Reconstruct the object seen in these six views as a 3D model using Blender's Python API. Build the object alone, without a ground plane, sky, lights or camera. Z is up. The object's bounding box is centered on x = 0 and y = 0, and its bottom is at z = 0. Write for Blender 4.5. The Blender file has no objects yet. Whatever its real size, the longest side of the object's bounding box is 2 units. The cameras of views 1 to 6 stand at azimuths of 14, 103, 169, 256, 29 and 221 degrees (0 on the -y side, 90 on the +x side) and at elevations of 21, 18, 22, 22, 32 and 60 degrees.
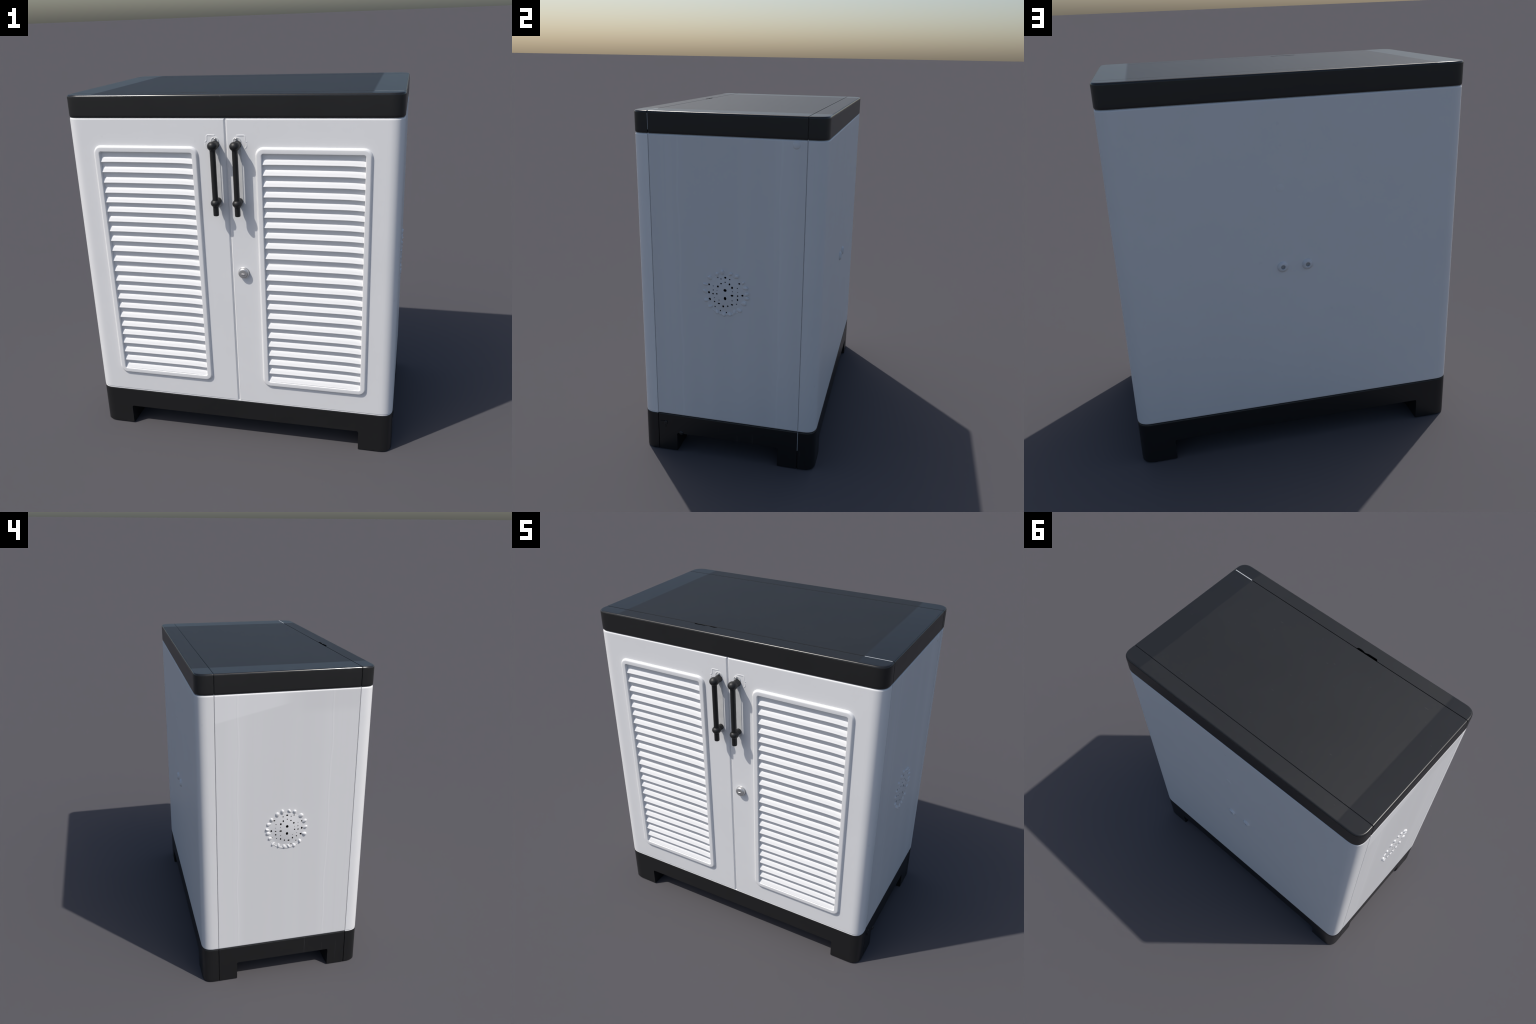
import bpy, bmesh, math, random
from mathutils import Vector, Matrix

random.seed(7)
scene = bpy.context.scene

# ------------------------------------------------------------------ sizes
H = 2.0                    # overall height
Z_BASE, Z_LID = 0.2445, 1.8835
R_CORNER = 0.078
GROOVE_F, GROOVE_B = -0.3965, 0.4445   # seams between front, middle and back
GAP = 0.0019               # half width of a seam
F = -0.4870                # door face


def half_w(z):
    """Half width: the cabinet leans in a little towards the top."""
    return 0.8797 - 0.0030 * z


def back_y(z):
    return 0.5445 + 0.0012 * z


# ------------------------------------------------------------------ materials
def nodes_of(name):
    m = bpy.data.materials.new(name)
    m.use_nodes = True
    nt = m.node_tree
    for n in list(nt.nodes):
        nt.nodes.remove(n)
    out = nt.nodes.new("ShaderNodeOutputMaterial")
    b = nt.nodes.new("ShaderNodeBsdfPrincipled")
    nt.links.new(b.outputs[0], out.inputs[0])
    return m, nt, b


def N(nt, kind, **kw):
    n = nt.nodes.new(kind)
    for k, v in kw.items():
        if k.startswith("i_"):
            key = k[2:]
            n.inputs[int(key) if key.isdigit() else key.replace("_", " ").title()].default_value = v
        else:
            setattr(n, k, v)
    return n


def math_node(nt, op, a, b=None, c=None, clamp=False):
    n = nt.nodes.new("ShaderNodeMath")
    n.operation = op
    n.use_clamp = clamp
    for i, v in enumerate((a, b, c)):
        if v is None:
            continue
        if isinstance(v, (int, float)):
            n.inputs[i].default_value = v
        else:
            nt.links.new(v, n.inputs[i])
    return n.outputs[0]


def smooth(nt, val, lo, hi, to0=0.0, to1=1.0):
    n = nt.nodes.new("ShaderNodeMapRange")
    n.interpolation_type = 'SMOOTHSTEP'
    nt.links.new(val, n.inputs[0])
    n.inputs[1].default_value = lo
    n.inputs[2].default_value = hi
    n.inputs[3].default_value = to0
    n.inputs[4].default_value = to1
    return n.outputs[0]


def mix_col(nt, fac, a, b):
    n = nt.nodes.new("ShaderNodeMix")
    n.data_type = 'RGBA'
    for sock, v in ((n.inputs[0], fac), (n.inputs[6], a), (n.inputs[7], b)):
        if isinstance(v, (int, float)):
            sock.default_value = v
        elif isinstance(v, tuple):
            sock.default_value = (*v, 1.0)
        else:
            nt.links.new(v, sock)
    return n.outputs[2]


def obj_coords(nt):
    tc = nt.nodes.new("ShaderNodeTexCoord")
    sep = nt.nodes.new("ShaderNodeSeparateXYZ")
    nt.links.new(tc.outputs["Object"], sep.inputs[0])
    return tc.outputs["Object"], sep.outputs[0], sep.outputs[1], sep.outputs[2]


def noise(nt, vec, scale, detail=3.0, rough=0.55, stretch=None):
    if stretch:
        mp = nt.nodes.new("ShaderNodeMapping")
        mp.inputs["Scale"].default_value = stretch
        nt.links.new(vec, mp.inputs[0])
        vec = mp.outputs[0]
    n = nt.nodes.new("ShaderNodeTexNoise")
    n.inputs["Scale"].default_value = scale
    n.inputs["Detail"].default_value = detail
    n.inputs["Roughness"].default_value = rough
    nt.links.new(vec, n.inputs["Vector"])
    return n.outputs["Fac"]


WHITE = (0.872, 0.872, 0.875)
PANEL_WHITE = (0.775, 0.775, 0.782)  # greyed below WHITE: part of the side and back shade is baked in


def white_plastic(name, col, rough=0.42):
    m, nt, b = nodes_of(name)
    vec, x, y, z = obj_coords(nt)
    spot = noise(nt, vec, 5.0, 3)
    base = mix_col(nt, smooth(nt, spot, 0.3, 0.75), col, tuple(c * 0.985 for c in col))
    # rare grey scuffs
    scuff = smooth(nt, noise(nt, vec, 16.0, 2), 0.72, 0.80)
    base = mix_col(nt, math_node(nt, 'MULTIPLY', scuff, 0.22), base, tuple(c * 0.8 for c in col))
    nt.links.new(base, b.inputs["Base Color"])
    b.inputs["Roughness"].default_value = rough
    bump = nt.nodes.new("ShaderNodeBump")
    bump.inputs["Strength"].default_value = 0.05
    bump.inputs["Distance"].default_value = 0.002
    nt.links.new(noise(nt, vec, 40.0, 2), bump.inputs["Height"])
    nt.links.new(bump.outputs[0], b.inputs["Normal"])
    return m


def side_plastic():
    """Side panels: faint vertical mould lines and a paler wash under the lid on one side."""
    m, nt, b = nodes_of("side_plastic")
    vec, x, y, z = obj_coords(nt)
    col = PANEL_WHITE
    streak = noise(nt, vec, 2.2, 1, 0.4, (1.0, 3.0, 0.12))
    base = mix_col(nt, smooth(nt, streak, 0.35, 0.65), col, tuple(c * 0.955 for c in col))
    fine = noise(nt, vec, 5.0, 2, 0.5, (1.0, 7.0, 0.1))
    base = mix_col(nt, math_node(nt, 'MULTIPLY', smooth(nt, fine, 0.5, 0.75), 0.35), base, tuple(c * 0.94 for c in col))
    # the field between the two mould lines is a touch greyer
    mid = math_node(nt, 'ABSOLUTE', math_node(nt, 'SUBTRACT', y, 0.041))
    base = mix_col(nt, math_node(nt, 'MULTIPLY', smooth(nt, mid, 0.20, 0.277, 1.0, 0.2), 0.5), base, tuple(c * 0.95 for c in col))
    wob = math_node(nt, 'MULTIPLY', math_node(nt, 'SUBTRACT', noise(nt, vec, 2.2, 2, 0.5, (0.0, 0.0, 1.0)), 0.5), 0.05)
    yy = math_node(nt, 'ADD', y, wob)
    line_sum = None
    for y0 in (0.318, -0.236):
        d = math_node(nt, 'ABSOLUTE', math_node(nt, 'SUBTRACT', yy, y0))
        l = smooth(nt, d, 0.0015, 0.0065, 1.0, 0.0)
        line_sum = l if line_sum is None else math_node(nt, 'ADD', line_sum, l)
    base = mix_col(nt, math_node(nt, 'MULTIPLY', line_sum, 0.30), base, tuple(min(c * 1.08, 0.87) for c in col))
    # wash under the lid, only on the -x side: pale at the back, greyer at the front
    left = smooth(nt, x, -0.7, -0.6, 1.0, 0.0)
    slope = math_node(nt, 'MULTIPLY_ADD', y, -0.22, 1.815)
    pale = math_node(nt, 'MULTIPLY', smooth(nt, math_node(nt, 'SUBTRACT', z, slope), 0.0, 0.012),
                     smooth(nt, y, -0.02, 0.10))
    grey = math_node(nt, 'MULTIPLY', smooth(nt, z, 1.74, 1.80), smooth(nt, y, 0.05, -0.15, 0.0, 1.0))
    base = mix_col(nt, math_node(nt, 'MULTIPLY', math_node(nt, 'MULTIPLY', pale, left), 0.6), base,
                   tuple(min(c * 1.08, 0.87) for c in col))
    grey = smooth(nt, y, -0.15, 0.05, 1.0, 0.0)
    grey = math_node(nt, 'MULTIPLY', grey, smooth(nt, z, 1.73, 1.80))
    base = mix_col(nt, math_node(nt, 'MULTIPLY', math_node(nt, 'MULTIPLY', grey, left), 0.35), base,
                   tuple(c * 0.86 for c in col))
    nt.links.new(base, b.inputs["Base Color"])
    b.inputs["Roughness"].default_value = 0.42
    h = math_node(nt, 'ADD', math_node(nt, 'MULTIPLY', line_sum, 0.5), math_node(nt, 'MULTIPLY', streak, 1.6))
    bump = nt.nodes.new("ShaderNodeBump")
    bump.inputs["Strength"].default_value = 0.16
    bump.inputs["Distance"].default_value = 0.003
    nt.links.new(h, bump.inputs["Height"])
    nt.links.new(bump.outputs[0], b.inputs["Normal"])
    return m


DARK = (0.0112, 0.0114, 0.0118)


def black_plastic(name, rough=0.36, lid=False, dark=DARK):
    m, nt, b = nodes_of(name)
    vec, x, y, z = obj_coords(nt)
    mott = noise(nt, vec, 3.0, 3)
    base = mix_col(nt, smooth(nt, mott, 0.3, 0.7), dark, tuple(c * 1.12 for c in dark))
    # hairline scratches, short and rare
    scr = noise(nt, vec, 30.0, 1, 0.5, (1.0, 6.0, 0.12))
    scr = math_node(nt, 'MULTIPLY', smooth(nt, scr, 0.775, 0.80), 0.25)
    base = mix_col(nt, scr, base, (0.16, 0.16, 0.16))
    nt.links.new(base, b.inputs["Base Color"])
    b.inputs["Roughness"].default_value = rough
    if lid:
        # the top is more matt in the middle, smoother in a band along both ends
        ax = math_node(nt, 'ABSOLUTE', x)
        band = smooth(nt, ax, 0.712, 0.728)
        top = smooth(nt, z, H - 0.004, H - 0.001)
        band = math_node(nt, 'MULTIPLY', band, top)
        r = math_node(nt, 'MULTIPLY_ADD', band, -0.16, 0.49)
        side = math_node(nt, 'MULTIPLY', math_node(nt, 'SUBTRACT', 1.0, top), -0.14)
        # lower roughness on the rounded rim sharpens its sun glint
        rim = math_node(nt, 'MULTIPLY', smooth(nt, z, H - 0.013, H - 0.009), smooth(nt, z, H - 0.003, H - 0.001, 1.0, 0.0))
        rim = math_node(nt, 'MULTIPLY', rim, -0.17)
        nt.links.new(math_node(nt, 'ADD', math_node(nt, 'ADD', r, side), rim), b.inputs["Roughness"])
    return m


def plain(name, col, rough, metallic=0.0):
    m, nt, b = nodes_of(name)
    vec, x, y, z = obj_coords(nt)
    n = noise(nt, vec, 25.0, 2)
    base = mix_col(nt, smooth(nt, n, 0.3, 0.7), col, tuple(c * 0.92 for c in col))
    nt.links.new(base, b.inputs["Base Color"])
    b.inputs["Roughness"].default_value = rough
    b.inputs["Metallic"].default_value = metallic
    return m


M_WHITE = white_plastic("white_plastic", WHITE)
M_BACK = white_plastic("back_plastic", PANEL_WHITE)
M_SLAT = white_plastic("slat_plastic", (0.90, 0.90, 0.90), 0.5)  # lightened past the door white for sun on the upward slopes
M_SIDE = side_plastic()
M_BLACK = black_plastic("black_plastic")
M_LID = black_plastic("lid_plastic", lid=True, dark=(0.0145, 0.0147, 0.0151))
M_HANDLE = plain("handle_plastic", (0.0125, 0.0125, 0.0128), 0.48)
M_PLATE = plain("plate_plastic", (0.74, 0.74, 0.735), 0.5)
M_METAL = plain("lock_metal", (0.62, 0.62, 0.62), 0.40, 0.75)
M_CAP = plain("cap_plastic", (0.72, 0.72, 0.73), 0.45)
M_BORE_SHADE = plain("bore_shade_grey", (0.42, 0.42, 0.43), 0.6)  # disc tinted grey for the shade inside the cap hole
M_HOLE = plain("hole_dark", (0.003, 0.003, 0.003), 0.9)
M_PALE_LINE = plain("pale_line", (0.48, 0.50, 0.51), 0.55)

# ------------------------------------------------------------------ helpers
root = bpy.data.objects.new("storage_cabinet", None)
root["label"] = "white plastic cabinet with louvred double doors, black lid and base"
root["category"] = "storage cabinet"
scene.collection.objects.link(root)


def to_object(bm, name, mat, parent=root, angle=32, weighted=True):
    me = bpy.data.meshes.new(name)
    bmesh.ops.recalc_face_normals(bm, faces=bm.faces)
    bm.to_mesh(me)
    bm.free()
    me.materials.append(mat)
    for p in me.polygons:
        p.use_smooth = True
    me.set_sharp_from_angle(angle=math.radians(angle))
    ob = bpy.data.objects.new(name, me)
    scene.collection.objects.link(ob)
    ob.parent = parent
    if weighted:
        w = ob.modifiers.new("weighted", 'WEIGHTED_NORMAL')
        w.keep_sharp = True
    return ob


def copy_of(ob, loc=None, parent=None):
    c = ob.copy()
    scene.collection.objects.link(c)
    if parent:
        c.parent = parent
    if loc is not None:
        c.location = loc
    return c


def rounded_rect(x0, x1, y0, y1, r, seg=14, squareness=2.0):
    """Rectangle with rounded corners; squareness above 2 makes the corner a fuller superellipse."""
    pts = []
    for cx, cy, a0 in ((x1 - r, y1 - r, 0), (x0 + r, y1 - r, 90), (x0 + r, y0 + r, 180), (x1 - r, y0 + r, 270)):
        for i in range(seg + 1):
            a = math.radians(a0 + 90.0 * i / seg)
            c, q = math.cos(a), math.sin(a)
            e = 2.0 / squareness
            pts.append((cx + r * math.copysign(abs(c) ** e, c) if abs(c) > 1e-9 else cx,
                        cy + r * math.copysign(abs(q) ** e, q) if abs(q) > 1e-9 else cy))
    return pts


def loft(bm, loops, cap=True):
    """loops: list of equal-length lists of 3d points, closed around."""
    rings = [[bm.verts.new(p) for p in lp] for lp in loops]
    n = len(rings[0])
    for a, b in zip(rings[:-1], rings[1:]):
        for i in range(n):
            bm.faces.new((a[i], a[(i + 1) % n], b[(i + 1) % n], b[i]))
    if cap:
        bm.faces.new(list(reversed(rings[0])))
        bm.faces.new(rings[-1])
    return rings


def shell(levels):
    """Rounded-box body: levels = [(z, extra inset)], with the common draft added."""
    bm = bmesh.new()
    loops = []
    for z, extra in levels:
        w = half_w(z) - extra
        loops.append([(x, y, z) for x, y in rounded_rect(-w, w, F - 0.0005 + extra, back_y(z) - extra, max(R_CORNER - extra, 0.02), 18, 2.7)])
    loft(bm, loops)
    return bm


def cut(bm, axis, at, keep_above, bevel=0.0):
    no = [0, 0, 0]
    no[axis] = 1
    co = [0, 0, 0]
    co[axis] = at
    geom = bm.verts[:] + bm.edges[:] + bm.faces[:]
    bmesh.ops.bisect_plane(bm, geom=geom, plane_co=co, plane_no=no, dist=1e-6,
                           clear_inner=keep_above, clear_outer=not keep_above)
    es = [e for e in bm.edges if e.is_boundary]
    bmesh.ops.holes_fill(bm, edges=es, sides=0)
    if bevel:
        rim = [e for e in bm.edges if all(abs(v.co[axis] - at) < 1e-5 for v in e.verts)]
        bmesh.ops.bevel(bm, geom=rim, offset=bevel, segments=2, profile=0.5, affect='EDGES', clamp_overlap=True)
    return bm


def piece(levels, y0=None, y1=None, x0=None, x1=None, bevel=0.0016):
    bm = shell(levels)
    if y0 is not None:
        cut(bm, 1, y0, True, bevel)
    if y1 is not None:
        cut(bm, 1, y1, False, bevel)
    if x0 is not None:
        cut(bm, 0, x0, True)
    if x1 is not None:
        cut(bm, 0, x1, False)
    return bm


def box(bm, x0, x1, y0, y1, z0, z1):
    r = bmesh.ops.create_cube(bm, size=1.0)
    for v in r["verts"]:
        v.co = Vector(((x0 + x1) / 2 + v.co.x * (x1 - x0), (y0 + y1) / 2 + v.co.y * (y1 - y0),
                       (z0 + z1) / 2 + v.co.z * (z1 - z0)))
    return r["verts"]


def subtract(ob, cutter_bm):
    """Boolean difference, applied at once; the cutter is deleted."""
    me = bpy.data.meshes.new("cutter")
    bmesh.ops.recalc_face_normals(cutter_bm, faces=cutter_bm.faces)
    cutter_bm.to_mesh(me)
    cutter_bm.free()
    c = bpy.data.objects.new("cutter", me)
    scene.collection.objects.link(c)
    mod = ob.modifiers.new("cut", 'BOOLEAN')
    mod.operation = 'DIFFERENCE'
    mod.solver = 'EXACT'
    mod.object = c
    while ob.modifiers[0].name != "cut":
        ob.modifiers.move(len(ob.modifiers) - 1, 0)
    for o in ob.modifiers:
        if o.name != "cut":
            o.show_viewport = False
    dg = bpy.context.evaluated_depsgraph_get()
    new = bpy.data.meshes.new_from_object(ob.evaluated_get(dg))
    old = ob.data
    ob.modifiers.remove(mod)
    new.name = old.name
    ob.data = new
    for o in ob.modifiers:
        o.show_viewport = True
    for p in new.polygons:
        p.use_smooth = True
    new.set_sharp_from_angle(angle=math.radians(32))
    bpy.data.objects.remove(c)
    return ob


def lathe(bm, profile, centre, axis='y', seg=28, scale=(1, 1), closed=False):
    """profile: (radius, along) points; revolve about an axis through centre (sign -y outward for 'y')."""
    rings = []
    cx, cy, cz = centre
    for r, a in profile:
        ring = []
        for i in range(seg):
            t = 2 * math.pi * i / seg
            u, w = r * math.cos(t) * scale[0], r * math.sin(t) * scale[1]
            if axis == 'y':
                p = (cx + u, cy + a, cz + w)
            elif axis == 'x':
                p = (cx + a, cy + u, cz + w)
            else:
                p = (cx + u, cy + w, cz + a)
            ring.append(p)
        rings.append(ring)
    r = loft(bm, rings, cap=not closed)
    if closed:      # join the last ring back to the first
        for i in range(seg):
            bm.faces.new((r[-1][i], r[-1][(i + 1) % seg], r[0][(i + 1) % seg], r[0][i]))


# ------------------------------------------------------------------ base
E = 0.004
base_levels = [(0.0, 0.006), (0.0015, 0.003), (0.006, 0.0), (Z_BASE - 0.010, 0.0), (Z_BASE - 0.005, 0.0006), (Z_BASE - 0.0015, 0.003),
               (Z_BASE - 0.0005, 0.007)]


def base_notches(grow=0.0):
    """Arches between the four feet, front to back and side to side."""
    def arch(run0, run1, far, along_x):
        r, top = 0.010, 0.1235 + grow
        pts = [(run0, -0.1), (run1, -0.1)]
        for cx, a0 in ((run1 - r, 0), (run0 + r, 90)):
            for k in range(6):
                a = math.radians(a0 + 90 * k / 5)
                pts.append((cx + r * math.cos(a), top - r + r * math.sin(a)))
        bm = bmesh.new()
        if along_x:
            loft(bm, [[(s * far, u, w) for u, w in pts] for s in (-1, 1)])
        else:
            loft(bm, [[(u, s * far, w) for u, w in pts] for s in (-1, 1)])
        return bm
    return (arch(-0.692 - grow, 0.694 + grow, 1.2, False), arch(-0.282 - grow, 0.328 + grow, 1.2, True))


for name, kw in (("base", dict(y0=GROOVE_F + GAP, y1=GROOVE_B - GAP)),
                 ("base_front", dict(y1=GROOVE_F - GAP)), ("base_back", dict(y0=GROOVE_B + GAP))):
    ob = to_object(piece(base_levels, **kw), name, M_BLACK)
    a, b = base_notches()
    subtract(ob, a)
    inner = bmesh.new()
    box(inner, -0.722, 0.722, -0.312, 0.358, -0.05, 0.1225)
    subtract(ob, inner)
    if name == "base":
        subtract(ob, b)
        base = ob
    else:
        b.free()

# dark filling behind the seams of the base
core = to_object(shell([(0.003, 0.0060), (Z_BASE - 0.004, 0.0060)]), "base_core", M_BLACK, base)
a, b = base_notches(0.004)
subtract(core, a)
subtract(core, b)
inner = bmesh.new()
box(inner, -0.726, 0.726, -0.316, 0.362, -0.05, 0.1265)
subtract(core, inner)

# pale sliver showing in the rear seam of the base on one side
bm = bmesh.new()
box(bm, half_w(0.18) - 0.008, half_w(0.18) - 0.0012, GROOVE_B - 0.0014, GROOVE_B + 0.0014, 0.122, Z_BASE - 0.004)
to_object(bm, "base_strip", M_PALE_LINE, base)

# ------------------------------------------------------------------ lid
lid_levels = [(Z_LID + 0.0005, 0.008), (Z_LID + 0.002, 0.0035), (Z_LID + 0.007, 0.0005), (Z_LID + 0.014, 0.0),
              (H - 0.012, 0.0), (H - 0.007, 0.0009), (H - 0.003, 0.0030), (H - 0.001, 0.0060), (H, 0.0105)]
lid = to_object(piece(lid_levels, y0=GROOVE_F + GAP, y1=GROOVE_B - GAP), "lid", M_LID)
lid_front = to_object(piece(lid_levels, y1=GROOVE_F - GAP), "lid_front", M_LID, lid)
lid_back = to_object(piece(lid_levels, y0=GROOVE_B + GAP), "lid_back", M_LID, lid)
core = to_object(shell([(Z_LID + 0.004, 0.0050), (H - 0.008, 0.0050), (H - 0.0036, 0.0090)]), "lid_core", M_LID, lid)

# finger slot in the front seam: a wavy opening
def slot_cutter():
    bm = bmesh.new()
    n = 24
    up, dn = [], []
    for i in range(n + 1):
        t = i / n
        x = -0.257 + 0.152 * t
        pinch = 1.0 - 0.45 * math.exp(-((t - 0.60) / 0.10) ** 2)
        e = min(1.0, min(t, 1 - t) * 14) ** 0.5
        dn.append((x, GROOVE_F + 0.003 - (0.0140 if t > 0.6 else 0.0150) * pinch * e - 0.002))
        up.append((x, GROOVE_F + 0.0022))
    pts = dn + up[::-1]
    loft(bm, [[(x, y, z) for x, y in pts] for z in (H - 0.045, H + 0.05)])
    return bm


for ob in (lid_front, core, lid):
    subtract(ob, slot_cutter())
bm = bmesh.new()
box(bm, -0.262, -0.100, GROOVE_F - 0.019, GROOVE_F + 0.0035, H - 0.044, H - 0.021)
to_object(bm, "slot_floor", M_BLACK, lid)

# pale line in the seam at one end of the lid
bm = bmesh.new()
vs = box(bm, 0.722, 0.8605, GROOVE_F - 0.0032, GROOVE_F + 0.0032, H - 0.010, H - 0.0003)
box(bm, 0.862, 0.8722, GROOVE_F - 0.0012, GROOVE_F + 0.0012, Z_LID + 0.02, H - 0.012)
to_object(bm, "seam_strip", M_PALE_LINE, lid)

# ------------------------------------------------------------------ body
BI = 0.0005
body_levels = [(Z_BASE + 0.0005, 0.0065), (Z_BASE + 0.002, 0.0030 + BI), (Z_BASE + 0.005, 0.0008 + BI), (Z_BASE + 0.010, BI),
               (Z_LID - 0.010, BI), (Z_LID - 0.005, 0.0008 + BI), (Z_LID - 0.002, 0.0030 + BI), (Z_LID - 0.0005, 0.0065 + BI)]

carcass = to_object(shell([(Z_BASE - 0.003, 0.0080), (Z_LID + 0.003, 0.0080)]), "carcass", M_WHITE)

back = to_object(piece(body_levels, y0=GROOVE_B + GAP), "back_panel", M_BACK)

# --- side panels with a round vent
VENT_Y, VENT_Z = 0.020, 1.040
# (dy, dz, radius) of the vent holes: two in the middle, then loose rings
VENT_HOLES = [(0.000, 0.021, .0068), (0.000, -0.026, .0068),
              (0.000, 0.092, .0045), (-0.024, 0.083, .0026), (0.025, 0.084, .003), (-0.043, 0.089, .003),
              (0.000, 0.067, .0028), (-0.023, 0.057, .0035), (0.024, 0.057, .0042),
              (-0.041, 0.039, .0045), (0.039, 0.039, .0048), (-0.068, 0.039, .002), (0.068, 0.038, .0024),
              (0.078, 0.064, .004), (-0.092, 0.045, .004), (-0.068, 0.016, .0026), (0.070, 0.016, .0018),
              (0.041, 0.017, .002), (-0.046, 0.017, .0016), (-0.047, -0.004, .0036), (0.039, -0.006, .0052),
              (-0.069, -0.006, .0036), (0.070, -0.006, .0034), (0.096, -0.002, .0046), (-0.093, -0.001, .0050),
              (-0.062, -0.028, .002), (0.069, -0.029, .0040), (-0.089, -0.040, .0056), (0.091, -0.046, .003),
              (0.039, -0.036, .0024), (-0.035, -0.039, .002), (-0.061, -0.051, .0034), (0.063, -0.054, .0026),
              (-0.036, -0.060, .0042), (0.038, -0.060, .0042), (0.014, -0.071, .0036), (-0.012, -0.0745, .0046),
              (-0.029, -0.102, .003), (0.005, -0.110, .003), (-0.059, -0.081, .003)]


def bump_mesh():
    """One petal-like lump of the vent rim, long axis along +y, rising along +x."""
    bm = bmesh.new()
    nu, nv = 14, 6
    rings = []
    for j in range(nv + 1):
        t = j / nv
        r = math.cos(t * math.pi / 2)
        h = math.sin(t * math.pi / 2)
        ring = []
        for i in range(nu):
            a = 2 * math.pi * i / nu
            ly, lz = math.cos(a) * r, math.sin(a) * r
            ring.append((-0.002 + h * 0.0098 * (1 + 0.35 * ly), ly * 0.0135 + 0.003 * h, lz * 0.0092 * (1 + 0.28 * ly)))
        rings.append(ring)
    loft(bm, rings[:-1] + [[tuple(Vector(p) * 1.0) for p in rings[-1]]])
    bmesh.ops.remove_doubles(bm, verts=bm.verts, dist=1e-5)
    return bm


DOME_R, DOME_H = 0.106, 0.0075


def dome(r):
    return DOME_H * max(0.0, 1 - (r / DOME_R) ** 2) ** 1.4


bump_proto = None
sides = []
for s in (-1, 1):
    kw = dict(x0=0.80) if s > 0 else dict(x1=-0.80)
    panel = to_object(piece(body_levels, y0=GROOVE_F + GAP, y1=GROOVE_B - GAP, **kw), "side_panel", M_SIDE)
    sides.append(panel)
    xs = s * (half_w(VENT_Z) - BI)
    cb = bmesh.new()
    pb = bmesh.new()
    for dy, dz, r in VENT_HOLES:
        c = (xs, VENT_Y + dy, VENT_Z + dz)
        q = 1.0 + random.uniform(-0.2, 0.25)
        r *= 1.3
        lathe(cb, [(r, -0.062 * s), (r, 0.02 * s)], c, 'x', 14, (q, 1 / q))
        # open cup coloured black to give the darkness inside a deep hole
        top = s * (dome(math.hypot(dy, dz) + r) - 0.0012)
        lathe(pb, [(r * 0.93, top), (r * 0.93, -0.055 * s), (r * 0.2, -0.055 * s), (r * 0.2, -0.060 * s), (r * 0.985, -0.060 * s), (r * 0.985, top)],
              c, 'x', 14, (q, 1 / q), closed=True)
    cb2 = cb.copy()
    cb3 = cb.copy()
    subtract(carcass, cb3)
    subtract(panel, cb)
    gb = bmesh.new()
    lathe(gb, [(DOME_R + 0.004, -0.003 * s)] + [(DOME_R * k / 12, s * (dome(DOME_R * k / 12) + 0.0002)) for k in range(12, 0, -1)] + [(0.002, s * (DOME_H + 0.0002))],
          (xs, VENT_Y, VENT_Z), 'x', 48)
    subtract(to_object(gb, "vent_grille", M_SIDE, panel, 50, False), cb2)
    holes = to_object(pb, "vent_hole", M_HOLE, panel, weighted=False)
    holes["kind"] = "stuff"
    # lumps sit all round, a little unevenly
    rim_angles = [-9, 4, 22, 35, 58, 77, 98, 115, 138, 159, 180, -157, -134, -114, -94, -80, -64, -48, -26]
    nb = len(rim_angles)
    for k in range(nb):
        a = math.radians(rim_angles[k] + random.uniform(-2, 2))
        rr = 0.1155 + random.uniform(-0.005, 0.005)
        if bump_proto is None:
            ob = bump_proto = to_object(bump_mesh(), "vent_bump", M_SIDE, panel, 60, False)
        else:
            ob = copy_of(bump_proto, None, panel)
        ob.location = (xs, VENT_Y + rr * math.cos(a), VENT_Z + rr * math.sin(a))
        tw = a + random.uniform(-0.8, 0.8)
        k2 = random.uniform(0.95, 1.35)
        ob.scale = (s * random.uniform(0.8, 1.2), k2, k2 * random.uniform(0.7, 1.2))
        ob.rotation_euler = (tw, 0, 0)
    # low crescent under the bumps
    bm = bmesh.new()
    rings = []
    for i in range(41):
        a = math.radians(-150 + 120 * i / 40)
        w = math.sin(math.pi * i / 40)
        ring = []
        for k in range(8):
            t = 2 * math.pi * k / 8
            rad = 0.124 + (0.006 * w + 0.0005) * math.cos(t)
            ring.append((xs + s * (0.0022 * w + 0.0002) * math.sin(t), VENT_Y + rad * math.cos(a), VENT_Z + rad * math.sin(a)))
        rings.append(ring)
    loft(bm, rings)
    to_object(bm, "vent_rim", M_SIDE, panel, 60, False)

# small moulding marks on the +x side
bm = bmesh.new()
xb = half_w(1.855) - BI
lathe(bm, [(0.021, -0.004), (0.019, 0.001), (0.013, 0.003), (0.004, 0.0036)], (xb, 0.388, 1.857), 'x', 24)
to_object(bm, "moulding_mark", M_SIDE, sides[1], 50)
bm = bmesh.new()
xb = half_w(0.17)
lathe(bm, [(0.012, -0.004), (0.011, 0.003), (0.007, 0.006)], (xb, -0.350, 0.186), 'x', 16)
box(bm, xb - 0.003, xb + 0.003, -0.382, -0.352, 0.184, 0.194)
box(bm, xb - 0.003, xb + 0.003, -0.362, -0.352, 0.155, 0.184)
to_object(bm, "base_catch", M_BLACK, base, 40)
bm = bmesh.new()
lathe(bm, [(0.015, -0.012), (0.014, 0.001), (0.010, 0.005), (0.004, 0.0065)], (xb - 0.001, -0.256, 0.126), 'x', 20)
to_object(bm, "base_button", M_BLACK, base, 50)

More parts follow.
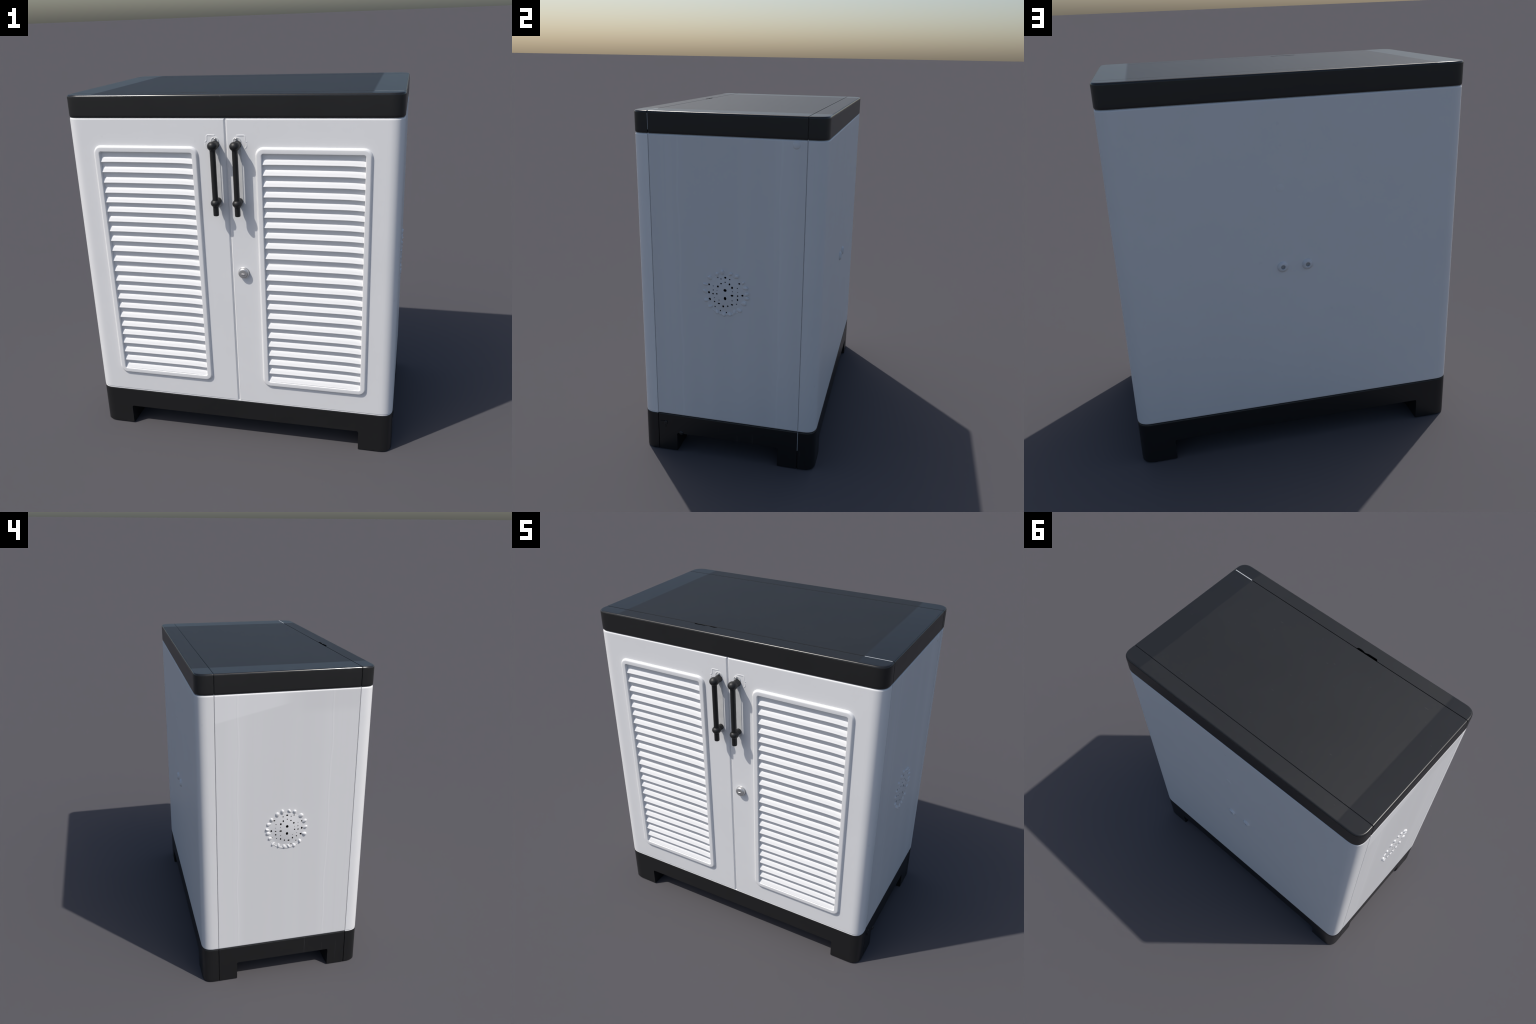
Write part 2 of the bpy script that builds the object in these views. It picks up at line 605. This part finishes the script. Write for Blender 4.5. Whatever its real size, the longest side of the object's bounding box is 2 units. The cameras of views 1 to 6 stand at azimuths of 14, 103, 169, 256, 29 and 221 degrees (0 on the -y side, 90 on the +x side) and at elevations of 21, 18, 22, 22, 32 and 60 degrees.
# --- back screws
for x0 in (0.0645, -0.0635):
    bm = bmesh.new()
    yb = back_y(1.055) - BI
    lathe(bm, [(0.029, -0.003), (0.0285, 0.0015), (0.0245, 0.0085), (0.019, 0.0118), (0.0135, 0.0125), (0.0112, 0.0105),
               (0.0108, 0.0006), (0.006, 0.0004)], (x0, yb, 1.0555), 'y', 32)
    cap = to_object(bm, "screw_cap", M_CAP, back, 40)
    bm = bmesh.new()
    lathe(bm, [(0.0106, 0.0002), (0.0104, 0.0030), (0.0070, 0.0034), (0.002, 0.0034)], (x0, yb, 1.0555), 'y', 24)
    to_object(bm, "screw_bore_shade", M_BORE_SHADE, cap, 40)
bm = bmesh.new()
lathe(bm, [(0.022, -0.003), (0.021, 0.0004), (0.014, 0.0012), (0.004, 0.0014)], (0.063, back_y(1.46) - BI, 1.462), 'y', 32)
to_object(bm, "plugged_hole", M_BACK, back, 50)

# ------------------------------------------------------------------ doors
FRAME_Z0, FRAME_Z1 = 0.366, 1.742
FRAME_XI, FRAME_XO = 0.1505, 0.7315     # inner / outer edge, measured from the middle
RIM = 0.0335
N_SLAT = 23
SLAT_Z0, SLAT_Z1 = FRAME_Z0 + RIM - 0.003, FRAME_Z1 - RIM + 0.001
# the louvres are not quite evenly spaced: tighter groups, wider in the upper middle
PITCHES = [.0558, .0572, .0560, .0538, .0534, .0559, .0566, .0572, .0588, .0616, .0608, .0595, .0570, .0547, .0577, .0603,
           .0585, .0538, .0586, .0579, .0566, .0536]
LIPS = [1.6540]
for p in PITCHES:
    LIPS.append(LIPS[-1] - p)
REC, LIP = F + 0.0050, F - 0.0080


def frame_bm():
    """Raised bead round the louvres, profile swept by insetting a rounded rectangle."""
    w, h = (FRAME_XO - FRAME_XI) / 2, (FRAME_Z1 - FRAME_Z0) / 2
    prof = [(0.0, 0.004), (0.0, -0.0015), (0.0015, -0.0050), (0.0045, -0.0088), (0.0085, -0.0115), (0.0120, -0.0124), (0.0285, -0.0124),
            (0.0310, -0.0114), (0.0325, -0.0085), (0.0335, -0.002), (0.0338, 0.016)]
    bm = bmesh.new()
    loops = []
    for i, d in prof:
        r = max(0.043 - i, 0.010)
        loops.append([(x, F + d, z) for x, z in rounded_rect(-w + i, w - i, -h + i, h - i, r, 10)])
    rings = loft(bm, loops, cap=False)
    n = len(rings[0])
    for k in range(n):
        bm.faces.new((rings[-1][k], rings[-1][(k + 1) % n], rings[0][(k + 1) % n], rings[0][k]))
    return bm


def slat_bm():
    """One louvre: sloping face that ends in a rounded lip, slightly bowed along its length."""
    L = (FRAME_XO - FRAME_XI) / 2 - RIM + 0.002
    zt, zb = 0.0284, 0.0
    prof = [(F + 0.0140, zt + 0.0006), (REC + 0.0010, zt + 0.0004), (REC - 0.0010, zt - 0.0006)]
    for k in range(1, 6):
        t = k / 6
        prof.append((REC - 0.0010 + (LIP + 0.0022 - REC + 0.0010) * t - 0.0011 * math.sin(math.pi * t), zt - 0.0006 + (zb + 0.0060 - zt + 0.0006) * t))
    prof += [(LIP + 0.0008, zb + 0.0045), (LIP + 0.0001, zb + 0.0028), (LIP + 0.0002, zb + 0.0012), (LIP + 0.0012, zb + 0.0002), (LIP + 0.0030, zb - 0.0002),
             (F + 0.0140, zb - 0.0002)]
    bm = bmesh.new()
    loops = []
    n = 48
    for i in range(n + 1):
        t = math.sin(math.pi * (i / n - 0.5))
        sag = -(0.0055 if t > 0 else 0.0022) * abs(t) ** 6
        sink = 0.0045 * max(0.0, (abs(t) - 0.93) / 0.07) ** 2.5
        loops.append([(t * L, y + (sink if y < REC + 0.001 else 0), z + sag) for y, z in prof])
    loft(bm, loops)
    return bm


def handle_bm(cx):
    bm = bmesh.new()
    yb, zt, zl, ze = -0.5335, 1.753, 1.459, 1.391
    rb = 0.0146
    # vertical bar with a short tail
    bar = [(0.0005, ze), (rb - 0.0035, ze + 0.0003), (rb - 0.0008, ze + 0.002), (rb, ze + 0.006), (rb, zl - 0.024), (rb + 0.0015, zl - 0.016), (rb, zl),
           (rb + 0.001, zl + 0.018), (rb, zl + 0.024), (rb, zt - 0.026), (rb + 0.001, zt - 0.02), (rb, zt)]
    lathe(bm, bar, (cx, yb, 0), 'z', 24)
    # knobs
    for z, rx, rz in ((zt, 0.0272, 0.0236), (zl, 0.0260, 0.0212)):
        prof = []
        for k in range(13):
            a = -math.pi / 2 + math.pi * k / 12
            prof.append((max(rx * 0.97 * math.cos(a), 0.0003), rz * math.sin(a)))
        lathe(bm, prof, (cx, yb, z), 'z', 28)
    # posts to the door, flaring at the foot
    for z, r, dx in ((zt + 0.001, 0.0200, 0.003), (zl + 0.002, 0.0165, 0.003)):
        post = [(r * 0.95, 0.0), (r * 0.97, 0.012), (r, 0.030), (r * 1.03, 0.042), (r * 1.0, 0.0475), (r * 0.9, 0.053)]
        lathe(bm, post, (cx + dx, yb, z), 'y', 24)
    return bm


def plate_bm(cx):
    """Thin moulded strip on the door behind the bar."""
    bm = bmesh.new()
    pr = [(0.0, 0.004), (0.0, -0.0004), (0.0015, -0.0018), (0.004, -0.0022), (0.007, -0.0016), (0.012, -0.0014)]
    loops = []
    for i, d in pr:
        loops.append([(x, F + d, z) for x, z in rounded_rect(cx - 0.024 + i, cx + 0.024 - i, 1.425 + i, 1.745 - i, max(0.02 - i, 0.003), 8)])
    loft(bm, loops)
    return bm


def tube_path(bm, pts, r, flat=0.7):
    """Low bead following points (x, z) on the door face."""
    rings = []
    for i, (x, z) in enumerate(pts):
        a = Vector(pts[max(i - 1, 0)])
        b = Vector(pts[min(i + 1, len(pts) - 1)])
        d = (b - a).normalized()
        nrm = Vector((-d.y, d.x))
        rings.append([(x + nrm.x * r * math.cos(t), F - r * flat * math.sin(t), z + nrm.y * r * math.cos(t))
                      for t in [2 * math.pi * k / 8 for k in range(8)]])
    loft(bm, rings)


for s in (-1, 1):
    # ---- leaf, wrapped round the cabinet corner
    bm = piece(body_levels, y1=GROOVE_F - GAP)
    seam = 0.0016
    cut(bm, 0, s * seam, s > 0)
    corner = [e for e in bm.edges if all(abs(v.co.x - s * seam) < 1e-5 for v in e.verts)
              and all(min(abs(v.co.z - Z_BASE), abs(v.co.z - Z_LID)) < 0.001 for v in e.verts)]
    bmesh.ops.bevel(bm, geom=corner, offset=0.014, segments=5, profile=0.5, affect='EDGES')
    # eased edge along the seam: three chamfer planes make a soft shoulder
    shoulder = [(0.0, 0.0075), (0.0022, 0.0036), (0.0052, 0.0012), (0.0092, -0.0002)]
    for (xa, ya), (xb, yb) in zip(shoulder[:-1], shoulder[1:]):
        no = Vector((-s * (ya - yb), -(xb - xa), 0)).normalized()
        bmesh.ops.bisect_plane(bm, geom=bm.verts[:] + bm.edges[:] + bm.faces[:], dist=1e-6,
                               plane_co=(s * (seam + xa), F + ya, 0), plane_no=no, clear_outer=True)
        bmesh.ops.holes_fill(bm, edges=[e for e in bm.edges if e.is_boundary], sides=0)
    door = to_object(bm, "door", M_WHITE)

    # ---- recess for the louvres
    cx = s * (FRAME_XI + FRAME_XO) / 2
    w = (FRAME_XO - FRAME_XI) / 2 - 0.012
    cb = bmesh.new()
    loft(cb, [[(x, y, z) for x, z in rounded_rect(cx - w, cx + w, FRAME_Z0 + 0.012, FRAME_Z1 - 0.012, 0.03, 8)] for y in (F - 0.05, F + 0.018)])
    cb2 = cb.copy()
    subtract(door, cb)
    subtract(carcass, cb2)
    bm = bmesh.new()
    box(bm, cx - w + 0.001, cx + w - 0.001, F + 0.0060, F + 0.0172, FRAME_Z0 + 0.014, FRAME_Z1 - 0.014)
    to_object(bm, "louvre_back", M_WHITE, door)

    fr = to_object(frame_bm(), "louvre_frame", M_WHITE, door, 40)
    fr.location = (cx, 0, (FRAME_Z0 + FRAME_Z1) / 2)
    proto = None
    for k in range(N_SLAT):
        loc = (cx, random.uniform(-0.0004, 0.0004), LIPS[k] + 0.0005)
        if proto is None:
            proto = to_object(slat_bm(), "slat", M_SLAT, door, 50)
            proto.location = loc
        else:
            copy_of(proto, loc).rotation_euler = (0, random.uniform(-0.002, 0.002), 0)

    # ---- handle
    hx = s * 0.0577
    handle = to_object(handle_bm(hx), "handle", M_HANDLE, door, 40)
    to_object(plate_bm(hx), "handle_plate", M_PLATE, door, 50)
    bm = bmesh.new()
    lathe(bm, [(0.0225, 0.003), (0.0218, -0.0018), (0.0185, -0.0032), (0.0150, -0.0016), (0.006, -0.0014)], (hx, F, 1.770), 'y', 28)
    to_object(bm, "handle_washer", M_PLATE, door, 40)
    bm = bmesh.new()
    lathe(bm, [(0.0055, 0.002), (0.0052, -0.004), (0.003, -0.0065), (0.0005, -0.0075)], (hx - s * 0.003, F - 0.0035, 1.7825), 'y', 16)
    to_object(bm, "screw_tip", M_METAL, door, 40)
    # embossed bracket outline beside the handle
    bm = bmesh.new()
    tube_path(bm, [(s * 0.057, 1.7985), (s * 0.078, 1.7995), (s * 0.096, 1.7995), (s * 0.0995, 1.796), (s * 0.100, 1.785), (s * 0.101, 1.773),
                   (s * 0.104, 1.769), (s * 0.109, 1.766)], 0.0040, 0.32)
    arc = []
    for k in range(9):
        a = math.radians(20 - 70 * k / 8)
        arc.append((s * (0.080 + 0.028 * math.cos(a)), 1.752 + 0.024 * math.sin(a)))
    tube_path(bm, arc, 0.0040, 0.26)
    to_object(bm, "bracket_outline", M_WHITE, door, 60)

    # ---- lock on the right leaf
    if s > 0:
        bm = bmesh.new()
        lathe(bm, [(0.0315, 0.002), (0.0313, -0.0022), (0.0300, -0.0034), (0.0292, -0.0034), (0.0292, -0.012), (0.0284, -0.0160), (0.0262, -0.0192),
                   (0.0225, -0.0212), (0.0205, -0.0216), (0.0120, -0.0220), (0.004, -0.0221)], (0.0645, F, 1.062), 'y', 36)
        lock = to_object(bm, "lock", M_METAL, door, 40)
        bm = bmesh.new()
        loops = []
        for i, d in ((0, -0.0205), (0.0004, -0.0240), (0.0014, -0.0250)):
            loops.append([(x, F + d, z) for x, z in rounded_rect(0.0645 - 0.0095 + i, 0.0645 + 0.0095 - i, 1.0565 + i, 1.0635 - i, 0.0028 - i * 0.9, 5)])
        loft(bm, loops)
        to_object(bm, "lock_tab", M_METAL, lock, 50)

# pale sill along the foot of the doors
bm = bmesh.new()
loops = []
for z, e in ((Z_BASE - 0.0015, 0.0045), (Z_BASE - 0.001, 0.0012), (Z_BASE + 0.0010, 0.0012), (Z_BASE + 0.0015, 0.0055)):
    w = half_w(z) - e
    loops.append([(x, y, z) for x, y in rounded_rect(-w, w, F - 0.0005 + e, GROOVE_B, R_CORNER, 18, 2.7)])
loft(bm, loops)
cut(bm, 1, GROOVE_F - GAP, False)
to_object(bm, "door_sill", M_WHITE)
